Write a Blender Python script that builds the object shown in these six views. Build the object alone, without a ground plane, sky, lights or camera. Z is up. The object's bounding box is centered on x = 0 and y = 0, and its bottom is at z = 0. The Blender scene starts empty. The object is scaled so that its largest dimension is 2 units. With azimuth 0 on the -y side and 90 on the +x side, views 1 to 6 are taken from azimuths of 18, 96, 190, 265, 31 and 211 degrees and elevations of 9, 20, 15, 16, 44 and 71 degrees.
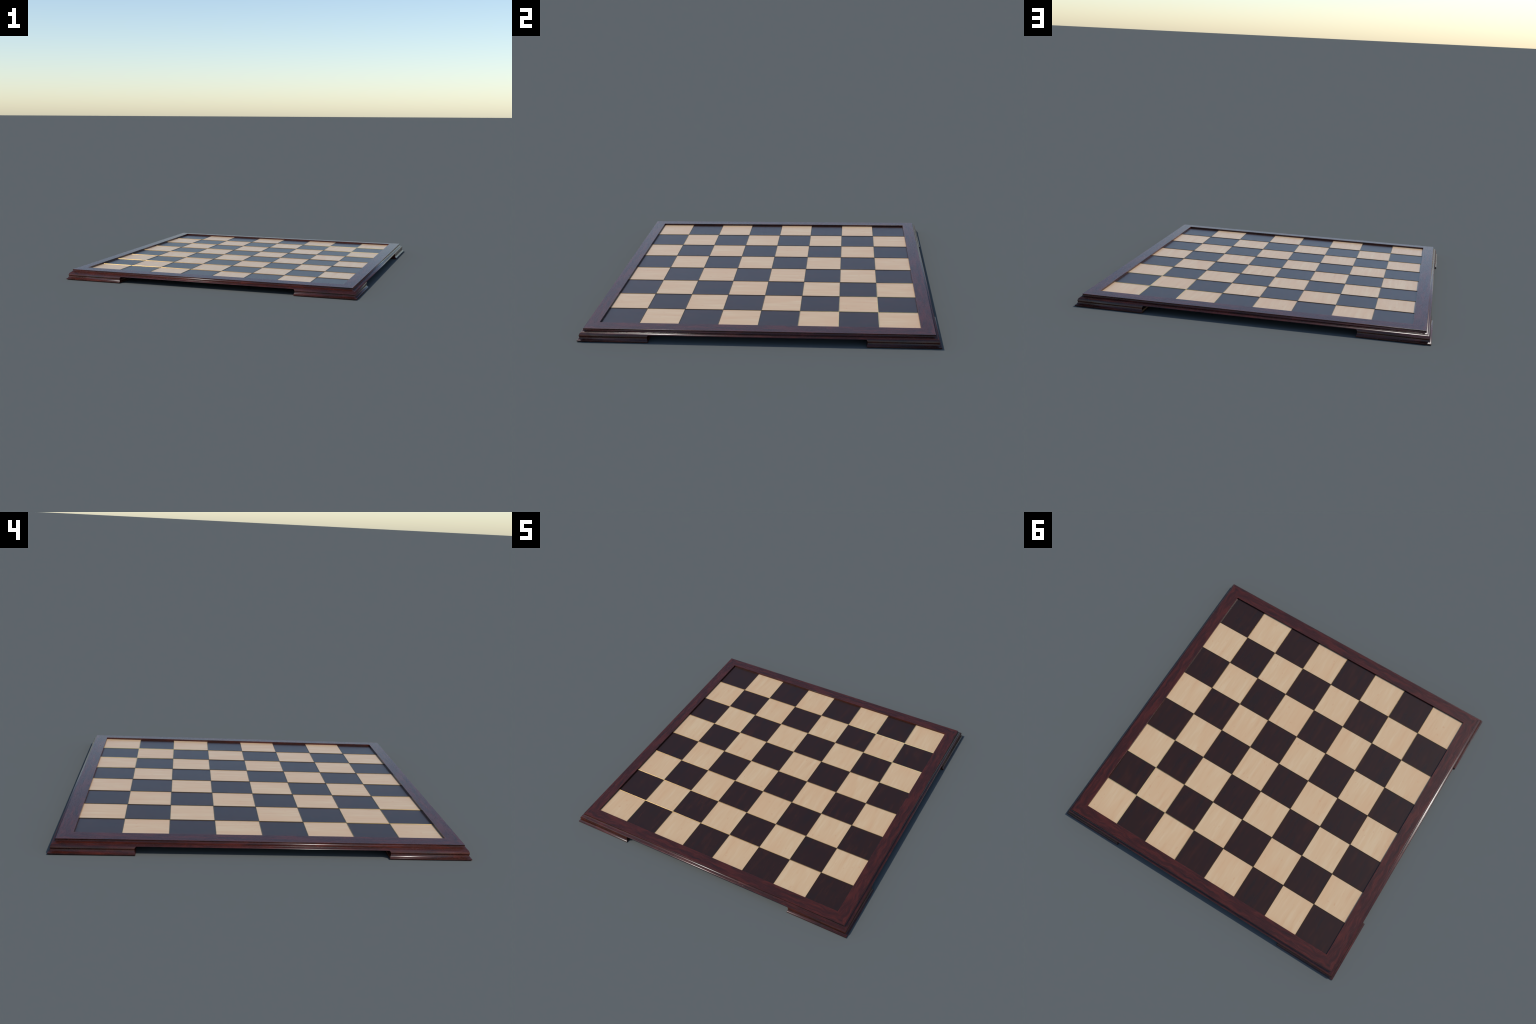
"""Wooden chess board: 8 x 8 inlaid squares in a mitred, moulded frame on four corner feet."""
import bpy, bmesh, math, random
from mathutils import Matrix

random.seed(7)

# ------------------------------------------------------------------ sizes (metres)
OPENING = 0.8932          # half width of the opening that holds the squares
SQUARES = 8
PITCH = 2 * OPENING / SQUARES
SQUARE_TOP = 0.0598       # height of the playing surface
RAIL_INNER_TOP = 0.0710   # the rail slopes gently down to the outside
RAIL_OUTER_TOP = 0.0666
APRON = 0.0389            # underside of the board between the feet
FOOT_END = 0.5992         # where a foot ends along each side
STRIP_HALF = 0.0019       # gilded strip between the squares: half width
STRIP_RISE = 0.0024       # and how far it stands above them


# ------------------------------------------------------------------ profile helpers
def bezier(a, c, b, n):
    """Quadratic curve from a to b with control point c, n segments, a left out."""
    out = []
    for i in range(1, n + 1):
        t = i / n
        out.append(tuple((1 - t) ** 2 * a[k] + 2 * t * (1 - t) * c[k] + t * t * b[k] for k in (0, 1)))
    return out


def outer_moulding():
    """Outside of the frame from the top arris down to the ground: (distance from centre, height)."""
    p = [(0.9662, RAIL_OUTER_TOP)]
    p += bezier(p[-1], (0.9678, 0.0665), (0.9677, 0.0652), 4)      # soft top arris
    p += bezier(p[-1], (0.9675, 0.0642), (0.9668, 0.0639), 3)      # slight undercut
    p += [(0.9668, 0.0604)]                                        # fillet
    p += bezier(p[-1], (0.9683, 0.0521), (0.9771, 0.0486), 12)     # cove
    p += bezier(p[-1], (0.9780, 0.0484), (0.9782, 0.0475), 3)
    p += [(0.9784, 0.0466)]                                        # small quirk
    p += bezier(p[-1], (0.9786, 0.0460), (0.9800, 0.0459), 3)
    p += bezier(p[-1], (0.9860, 0.0442), (0.9892, 0.0295), 16)     # ovolo
    p += bezier(p[-1], (0.9896, 0.0266), (0.9889, 0.0262), 4)
    p += [(0.9873, 0.0250)]                                        # step under the ovolo
    p += [(0.9872, 0.0235)]
    p += bezier(p[-1], (0.9880, 0.0110), (0.9982, 0.0066), 14)     # foot cove
    p += bezier(p[-1], (0.9998, 0.0062), (1.0000, 0.0050), 4)
    p += [(1.0000, 0.0010)]
    p += bezier(p[-1], (1.0000, 0.0000), (0.9990, 0.0000), 3)
    return p


def at_height(points, z):
    for (s0, z0), (s1, z1) in zip(points, points[1:]):
        if z0 >= z >= z1 and z0 != z1:
            t = (z0 - z) / (z0 - z1)
            return s0 + t * (s1 - s0)
    return points[-1][0]


MOULDING = outer_moulding()


def rail_section():
    """Closed section of a frame rail above the cut-out between the feet."""
    p = [(OPENING, 0.0500), (OPENING, RAIL_INNER_TOP - 0.0012)]
    p += bezier(p[-1], (OPENING, RAIL_INNER_TOP), (OPENING + 0.0012, RAIL_INNER_TOP - 0.0001), 4)
    p += [q for q in MOULDING if q[1] > APRON + 1e-5]
    p += [(at_height(MOULDING, APRON), APRON), (OPENING, APRON)]
    return p


def foot_levels():
    """(height, outer face, inner end) of a foot, top to bottom; the end is hollowed like a cove."""
    def end(z):
        t = z / APRON
        hollow = 0.0058 * math.sin(math.pi * min(1.0, max(0.0, (t - 0.10) / 0.95)))
        return FOOT_END + hollow - 0.0022 * max(0.0, t - 0.8) / 0.2
    levels = [(APRON, at_height(MOULDING, APRON))]
    levels += [(z, s) for s, z in MOULDING if z < APRON - 1e-5]
    return [(z, s, end(z)) for z, s in levels]


# ------------------------------------------------------------------ node helpers
class Nodes:
    def __init__(self, name):
        self.mat = bpy.data.materials.new(name)
        self.mat.use_nodes = True
        self.t = self.mat.node_tree
        self.t.nodes.clear()
        self.out = self.t.nodes.new("ShaderNodeOutputMaterial")
        self.bsdf = self.t.nodes.new("ShaderNodeBsdfPrincipled")
        self.t.links.new(self.bsdf.outputs[0], self.out.inputs[0])

    def put(self, socket, value):
        if isinstance(value, bpy.types.NodeSocket):
            self.t.links.new(value, socket)
        else:
            socket.default_value = value

    def math(self, op, a, b=0.0, c=None):
        n = self.t.nodes.new("ShaderNodeMath")
        n.operation = op
        self.put(n.inputs[0], a)
        self.put(n.inputs[1], b)
        if c is not None:
            self.put(n.inputs[2], c)
        return n.outputs[0]

    def split(self, v):
        n = self.t.nodes.new("ShaderNodeSeparateXYZ")
        self.put(n.inputs[0], v)
        return n.outputs

    def join(self, x, y, z):
        n = self.t.nodes.new("ShaderNodeCombineXYZ")
        for s, v in zip(n.inputs, (x, y, z)):
            self.put(s, v)
        return n.outputs[0]

    def noise(self, v, scale=1.0, detail=2.0, rough=0.5, distortion=0.0):
        n = self.t.nodes.new("ShaderNodeTexNoise")
        self.put(n.inputs["Vector"], v)
        n.inputs["Scale"].default_value = scale
        n.inputs["Detail"].default_value = detail
        n.inputs["Roughness"].default_value = rough
        n.inputs["Distortion"].default_value = distortion
        return n.outputs["Fac"]

    def ramp(self, f, stops, interpolation="EASE"):
        n = self.t.nodes.new("ShaderNodeValToRGB")
        n.color_ramp.interpolation = interpolation
        e = n.color_ramp.elements
        while len(e) < len(stops):
            e.new(0.5)
        for el, (pos, col) in zip(e, stops):
            el.position = pos
            el.color = (*col, 1.0)
        self.put(n.inputs[0], f)
        return n.outputs[0]

    def level(self, f, lo, hi, to0=0.0, to1=1.0):
        n = self.t.nodes.new("ShaderNodeMapRange")
        n.interpolation_type = "SMOOTHSTEP"
        self.put(n.inputs[0], f)
        for i, v in enumerate((lo, hi, to0, to1)):
            n.inputs[i + 1].default_value = v
        return n.outputs[0]

    def mix(self, f, a, b, kind="MIX"):
        n = self.t.nodes.new("ShaderNodeMix")
        n.data_type = "RGBA"
        n.blend_type = kind
        self.put(n.inputs[0], f)
        self.put(n.inputs[6], a if isinstance(a, bpy.types.NodeSocket) else (*a, 1.0))
        self.put(n.inputs[7], b if isinstance(b, bpy.types.NodeSocket) else (*b, 1.0))
        return n.outputs[2]

    def object_coords(self):
        return self.t.nodes.new("ShaderNodeTexCoord").outputs["Object"]

    def object_random(self):
        return self.t.nodes.new("ShaderNodeObjectInfo").outputs["Random"]

    def bump(self, height, strength, distance):
        n = self.t.nodes.new("ShaderNodeBump")
        n.inputs["Strength"].default_value = strength
        n.inputs["Distance"].default_value = distance
        self.put(n.inputs["Height"], height)
        self.t.links.new(n.outputs[0], self.bsdf.inputs["Normal"])

    def finish(self, colour, roughness, ior=1.46):
        self.put(self.bsdf.inputs["Base Color"], colour)
        self.put(self.bsdf.inputs["Roughness"], roughness)
        self.bsdf.inputs["IOR"].default_value = ior
        return self.mat


def frame_wood():
    """Varnished red-brown rosewood; the figure runs along each side and meets in a mitre."""
    n = Nodes("frame_rosewood")
    x, y, z = n.split(n.object_coords())
    ax, ay = n.math("ABSOLUTE", x), n.math("ABSOLUTE", y)
    side = n.math("GREATER_THAN", ax, ay)
    keep = n.math("SUBTRACT", 1.0, side)
    along = n.math("ADD", n.math("MULTIPLY", x, keep), n.math("MULTIPLY", y, side))
    across = n.math("MAXIMUM", ax, ay)
    which = n.math("ADD", n.math("MULTIPLY", n.math("SIGN", x), side), n.math("MULTIPLY", n.math("SIGN", y), keep))
    along = n.math("ADD", along, n.math("ADD", n.math("MULTIPLY", which, 3.7), n.math("MULTIPLY", side, 11.3)))
    warp = n.noise(n.join(n.math("MULTIPLY", along, 14.0), n.math("MULTIPLY", across, 20.0), n.math("MULTIPLY", z, 20.0)), 1.0, 2.0)
    warp = n.math("MULTIPLY", n.math("SUBTRACT", warp, 0.5), 0.045)
    across = n.math("ADD", across, warp)
    broad = n.noise(n.join(n.math("MULTIPLY", along, 7.0), n.math("MULTIPLY", across, 62.0), n.math("MULTIPLY", z, 62.0)), 1.0, 3.0, 0.55)
    fine = n.noise(n.join(n.math("MULTIPLY", along, 22.0), n.math("MULTIPLY", across, 420.0), n.math("MULTIPLY", z, 420.0)), 1.0, 3.0, 0.6)
    f = n.math("ADD", n.math("MULTIPLY", broad, 0.82), n.math("MULTIPLY", fine, 0.18))
    colour = n.ramp(f, [(0.30, FRAME_DARK), (0.46, FRAME_MID), (0.60, FRAME_RED), (0.74, FRAME_BRIGHT)])
    n.bump(fine, 0.05, 0.0005)
    return n.finish(colour, n.level(fine, 0.3, 0.7, 0.24, 0.28))


def square_wood(name, light):
    n = Nodes(name)
    v = n.object_coords()
    x, y, z = n.split(v)
    seed = n.math("MULTIPLY", n.object_random(), 97.0)
    sway = n.noise(n.join(n.math("MULTIPLY", x, 9.0), n.math("MULTIPLY", y, 7.0), seed), 1.0, 2.0)
    gx = n.math("ADD", x, n.math("MULTIPLY", n.math("SUBTRACT", sway, 0.5), 0.018))
    broad = n.noise(n.join(n.math("MULTIPLY", gx, 42.0), n.math("MULTIPLY", y, 4.5), seed), 1.0, 3.0, 0.5)
    fibre = n.noise(n.join(n.math("MULTIPLY", gx, 330.0), n.math("MULTIPLY", y, 14.0), seed), 1.0, 2.0, 0.6)
    f = n.math("ADD", n.math("MULTIPLY", broad, 0.78), n.math("MULTIPLY", fibre, 0.22))
    if light:
        colour = n.ramp(f, LIGHT_STOPS)
        peach = n.noise(n.join(n.math("MULTIPLY", gx, 8.0), n.math("MULTIPLY", y, 3.0), n.math("ADD", seed, 53.0)), 1.0, 1.0)
        colour = n.mix(n.math("MULTIPLY", n.level(peach, 0.44, 0.70), 0.50), colour, LIGHT_PEACH)
        fleck = n.noise(n.join(n.math("MULTIPLY", gx, 70.0), n.math("MULTIPLY", y, 34.0), n.math("ADD", seed, 31.0)), 1.0, 2.0)
        colour = n.mix(n.level(fleck, 0.66, 0.76, 0.0, 0.55), colour, LIGHT_FLECK)
    else:
        cloud = n.noise(n.join(n.math("MULTIPLY", gx, 16.0), n.math("MULTIPLY", y, 9.0), n.math("ADD", seed, 17.0)), 1.0, 2.0)
        colour = n.ramp(n.math("ADD", n.math("MULTIPLY", f, 0.65), n.math("MULTIPLY", cloud, 0.35)), DARK_STOPS)
    n.bump(fibre, 0.03, 0.0005)
    return n.finish(colour, SQUARE_ROUGH)


def gilded_edge():
    """Dull gold of the thin strips between the squares."""
    n = Nodes("gilded_edge")
    x, y, z = n.split(n.t.nodes.new("ShaderNodeNewGeometry").outputs["Position"])
    g = n.noise(n.object_coords(), 12.0, 2.0)
    corner_glint = n.math("ABSOLUTE", n.math("ADD", x, y))          # glints painted into the colour: brighter gold towards two opposite corners
    corner_glint = n.level(n.math("ADD", corner_glint, n.math("MULTIPLY", g, 0.3)), 0.85, 1.55)
    pale_glint = n.level(n.math("ADD", n.math("ADD", x, y), n.math("MULTIPLY", g, 0.3)), 0.85, 1.50)   # stronger glint painted in as paler, less metallic gold at one corner
    n.put(n.bsdf.inputs["Metallic"], n.math("SUBTRACT", 1.0, n.math("MULTIPLY", pale_glint, 0.55)))
    colour = n.mix(pale_glint, n.mix(corner_glint, GILT_DARK, GILT_LIGHT), GILT_GLINT)
    return n.finish(colour, 0.30)


def plain_wood(name, colour, rough):
    n = Nodes(name)
    x, y, z = n.split(n.object_coords())
    g = n.noise(n.join(n.math("MULTIPLY", x, 60.0), n.math("MULTIPLY", y, 5.0), z), 1.0, 3.0)
    c = n.ramp(g, [(0.3, tuple(0.75 * k for k in colour)), (0.7, tuple(1.2 * k for k in colour))])
    return n.finish(c, rough)


# ------------------------------------------------------------------ base colours (linear)
FRAME_DARK = (0.0230, 0.0085, 0.0060)
FRAME_MID = (0.0450, 0.0104, 0.0066)
FRAME_RED = (0.0720, 0.0138, 0.0082)
FRAME_BRIGHT = (0.0980, 0.0178, 0.0092)
LIGHT_STOPS = [(0.28, (0.615, 0.382, 0.205)), (0.48, (0.640, 0.424, 0.236)), (0.68, (0.662, 0.466, 0.268))]
LIGHT_PEACH = (0.635, 0.388, 0.206)
LIGHT_FLECK = (0.600, 0.320, 0.165)
DARK_STOPS = [(0.34, (0.0200, 0.0090, 0.0055)), (0.50, (0.0262, 0.0088, 0.0042)), (0.66, (0.0360, 0.0108, 0.0045))]
GILT_DARK = (0.120, 0.080, 0.035)
GILT_GLINT = (0.60, 0.47, 0.22)  # pale gold standing in for the glint at one corner
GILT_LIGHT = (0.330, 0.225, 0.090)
SQUARE_ROUGH = 0.27


# ------------------------------------------------------------------ mesh helpers
def to_object(name, verts, faces, material, parent, angle=32.0, weighted=True):
    me = bpy.data.meshes.new(name)
    me.from_pydata(verts, [], faces)
    bm = bmesh.new()
    bm.from_mesh(me)
    bmesh.ops.recalc_face_normals(bm, faces=bm.faces)
    bm.to_mesh(me)
    bm.free()
    me.materials.append(material)
    me.polygons.foreach_set("use_smooth", [True] * len(me.polygons))
    me.set_sharp_from_angle(angle=math.radians(angle))
    ob = bpy.data.objects.new(name, me)
    bpy.context.collection.objects.link(ob)
    ob.parent = parent
    if weighted:
        add_weighted(ob)
    return ob


def add_weighted(ob):
    m = ob.modifiers.new("flat faces keep their normal", "WEIGHTED_NORMAL")
    m.mode = "FACE_AREA"
    m.weight = 80
    m.keep_sharp = True


def profile_normals(points, closed, sharp=48.0):
    """Per segment of a profile: its (outward, up) normals at both ends, soft over gentle bends."""
    k = len(points)
    count = k if closed else k - 1
    flat, size = [], []
    for i in range(count):
        (s0, z0), (s1, z1) = points[i], points[(i + 1) % k]
        d = math.hypot(s1 - s0, z1 - z0) or 1e-9
        flat.append(((z0 - z1) / d, (s1 - s0) / d))
        size.append(d)

    def meet(i, j):
        if i < 0 or j >= count:
            if not closed:
                return None
            i, j = i % count, j % count
        a, b = flat[i], flat[j]
        if a[0] * b[0] + a[1] * b[1] < math.cos(math.radians(sharp)):
            return None
        wa, wb = size[i] ** 2, size[j] ** 2
        v = (a[0] * wa + b[0] * wb, a[1] * wa + b[1] * wb)
        n = math.hypot(*v)
        return (v[0] / n, v[1] / n)
    return [(meet(i - 1, i) or flat[i], meet(i, i + 1) or flat[i]) for i in range(count)]


def unit(x, y, z):
    n = math.sqrt(x * x + y * y + z * z)
    return (x / n, y / n, z / n)


def set_normals(ob, per_vertex):
    """per_vertex(face index, vertex index) -> shading normal, or None for the face's own."""
    me = ob.data
    out = []
    for p in me.polygons:
        for li in p.loop_indices:
            out.append(per_vertex(p.index, me.loops[li].vertex_index) or tuple(p.normal))
    me.normals_split_custom_set(out)


def twin(ob, name, parent, matrix):
    c = ob.copy()
    c.name = name
    bpy.context.collection.objects.link(c)
    c.parent = parent
    c.matrix_local = matrix
    return c


# ------------------------------------------------------------------ build
board = bpy.data.objects.new("chess_board", None)
board["label"] = "wooden chess board with maple and ebony squares, rosewood frame"
board["category"] = "chess board"
bpy.context.collection.objects.link(board)

rosewood = frame_wood()
maple = square_wood("light_square_maple", True)
ebony = square_wood("dark_square_ebony", False)
gilt = gilded_edge()
ground_wood = plain_wood("groove_and_base_wood", (0.020, 0.011, 0.006), 0.5)

# frame rails: one mitred length of moulding, used four times
section = rail_section()
k = len(section)
verts = [(-s, -s, z) for s, z in section] + [(s, -s, z) for s, z in section]
faces = [(i, (i + 1) % k, k + (i + 1) % k, k + i) for i in range(k)]
faces += [tuple(range(k)), tuple(range(2 * k - 1, k - 1, -1))]
rail = to_object("frame_rail", verts, faces, rosewood, board, angle=180.0, weighted=False)
soft = profile_normals(section, True)
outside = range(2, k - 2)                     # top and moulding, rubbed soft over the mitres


def rail_normal(f, v):
    if f not in outside:
        return None
    a, b = soft[f][0 if v % k == f else 1]
    return unit((-0.5 if v < k else 0.5) * a, -0.5 * a, b)


set_normals(rail, rail_normal)
for q in (1, 2, 3):
    twin(rail, "frame_rail", board, Matrix.Rotation(q * math.pi / 2, 4, "Z"))

# corner feet: a square block whose two outer faces carry the moulding
levels = foot_levels()
verts, faces = [], []
for z, s, e in levels:
    verts += [(s, s, z), (e, s, z), (e, e, z), (s, e, z)]
for i in range(len(levels) - 1):
    a, b = 4 * i, 4 * i + 4
    faces += [(a + j, a + (j + 1) % 4, b + (j + 1) % 4, b + j) for j in range(4)]
last = 4 * (len(levels) - 1)
faces += [(last, last + 1, last + 2, last + 3), (0, 1, 2, 3)]
foot = to_object("foot", verts, faces, rosewood, board, angle=180.0, weighted=False)
soft = profile_normals([(s, z) for z, s, e in levels], False)


def foot_normal(f, v):
    i, j = divmod(f, 4)
    if i >= len(soft) or j not in (0, 3):
        return None
    a, b = soft[i][0 if v // 4 == i else 1]
    if v % 4 == 0:
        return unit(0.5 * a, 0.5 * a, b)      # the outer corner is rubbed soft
    return (0.0, a, b) if j == 0 else (a, 0.0, b)


set_normals(foot, foot_normal)
for q in (1, 2, 3):
    twin(foot, "foot", board, Matrix.Rotation(q * math.pi / 2, 4, "Z"))

# base panel under the squares
h, z0, z1 = OPENING, APRON, SQUARE_TOP - 0.004
verts = [(sx * h, sy * h, z) for z in (z0, z1) for sx, sy in ((-1, -1), (1, -1), (1, 1), (-1, 1))]
faces = [(0, 1, 2, 3), (4, 5, 6, 7)] + [(j, (j + 1) % 4, 4 + (j + 1) % 4, 4 + j) for j in range(4)]
to_object("base_panel", verts, faces, ground_wood, board)

# gilded strips: a low bead along every line between the squares
bead = [(STRIP_HALF, -0.0010)]
ridge = [(STRIP_HALF, 0.0)]
for slope in (74, 66, 58, 50, 42, 34, 26):                      # flank, steep at the foot and easing to the crest
    d = STRIP_HALF / 7
    ridge.append((ridge[-1][0] - d, ridge[-1][1] + d * math.tan(math.radians(slope))))
grow = STRIP_RISE / ridge[-1][1]
bead += [(x, z * grow) for x, z in ridge] + [(-x, z * grow) for x, z in ridge[-2::-1]]
bead.append((-STRIP_HALF, -0.0010))
k = len(bead)
verts = [(x, y * OPENING, z) for y in (-1, 1) for x, z in bead]
faces = [(i, (i + 1) % k, k + (i + 1) % k, k + i) for i in range(k)]
faces += [tuple(range(k)), tuple(range(2 * k - 1, k - 1, -1))]
strip = None
for turn in (0, 1):
    for i in range(1, SQUARES):
        place = Matrix.Rotation(turn * math.pi / 2, 4, "Z") @ Matrix.Translation((i * PITCH - OPENING, 0, SQUARE_TOP + 0.0001 * turn))
        if strip is None:
            strip = to_object("inlay_strip", verts, faces, gilt, board, angle=30.0)
            strip.matrix_local = place
        else:
            twin(strip, "inlay_strip", board, place)


# squares: thin blocks that butt against the strips
def square_mesh(name, material):
    half, low = PITCH / 2 - 0.0002, -0.0045
    vs = [(sx * half, sy * half, z) for z in (0.0, low) for sx, sy in ((1, 1), (-1, 1), (-1, -1), (1, -1))]
    fs = [(0, 1, 2, 3), (4, 5, 6, 7)] + [(j, (j + 1) % 4, 4 + (j + 1) % 4, 4 + j) for j in range(4)]
    return to_object(name, vs, fs, material, board)


first = {}
for i in range(SQUARES):
    for j in range(SQUARES):
        light = (i + j) % 2 == 0
        name = "light_square" if light else "dark_square"
        place = Matrix.Translation(((i - 3.5) * PITCH, (j - 3.5) * PITCH, SQUARE_TOP))
        if name not in first:
            first[name] = square_mesh(name, maple if light else ebony)
            first[name].matrix_local = place
        else:
            twin(first[name], name, board, place)
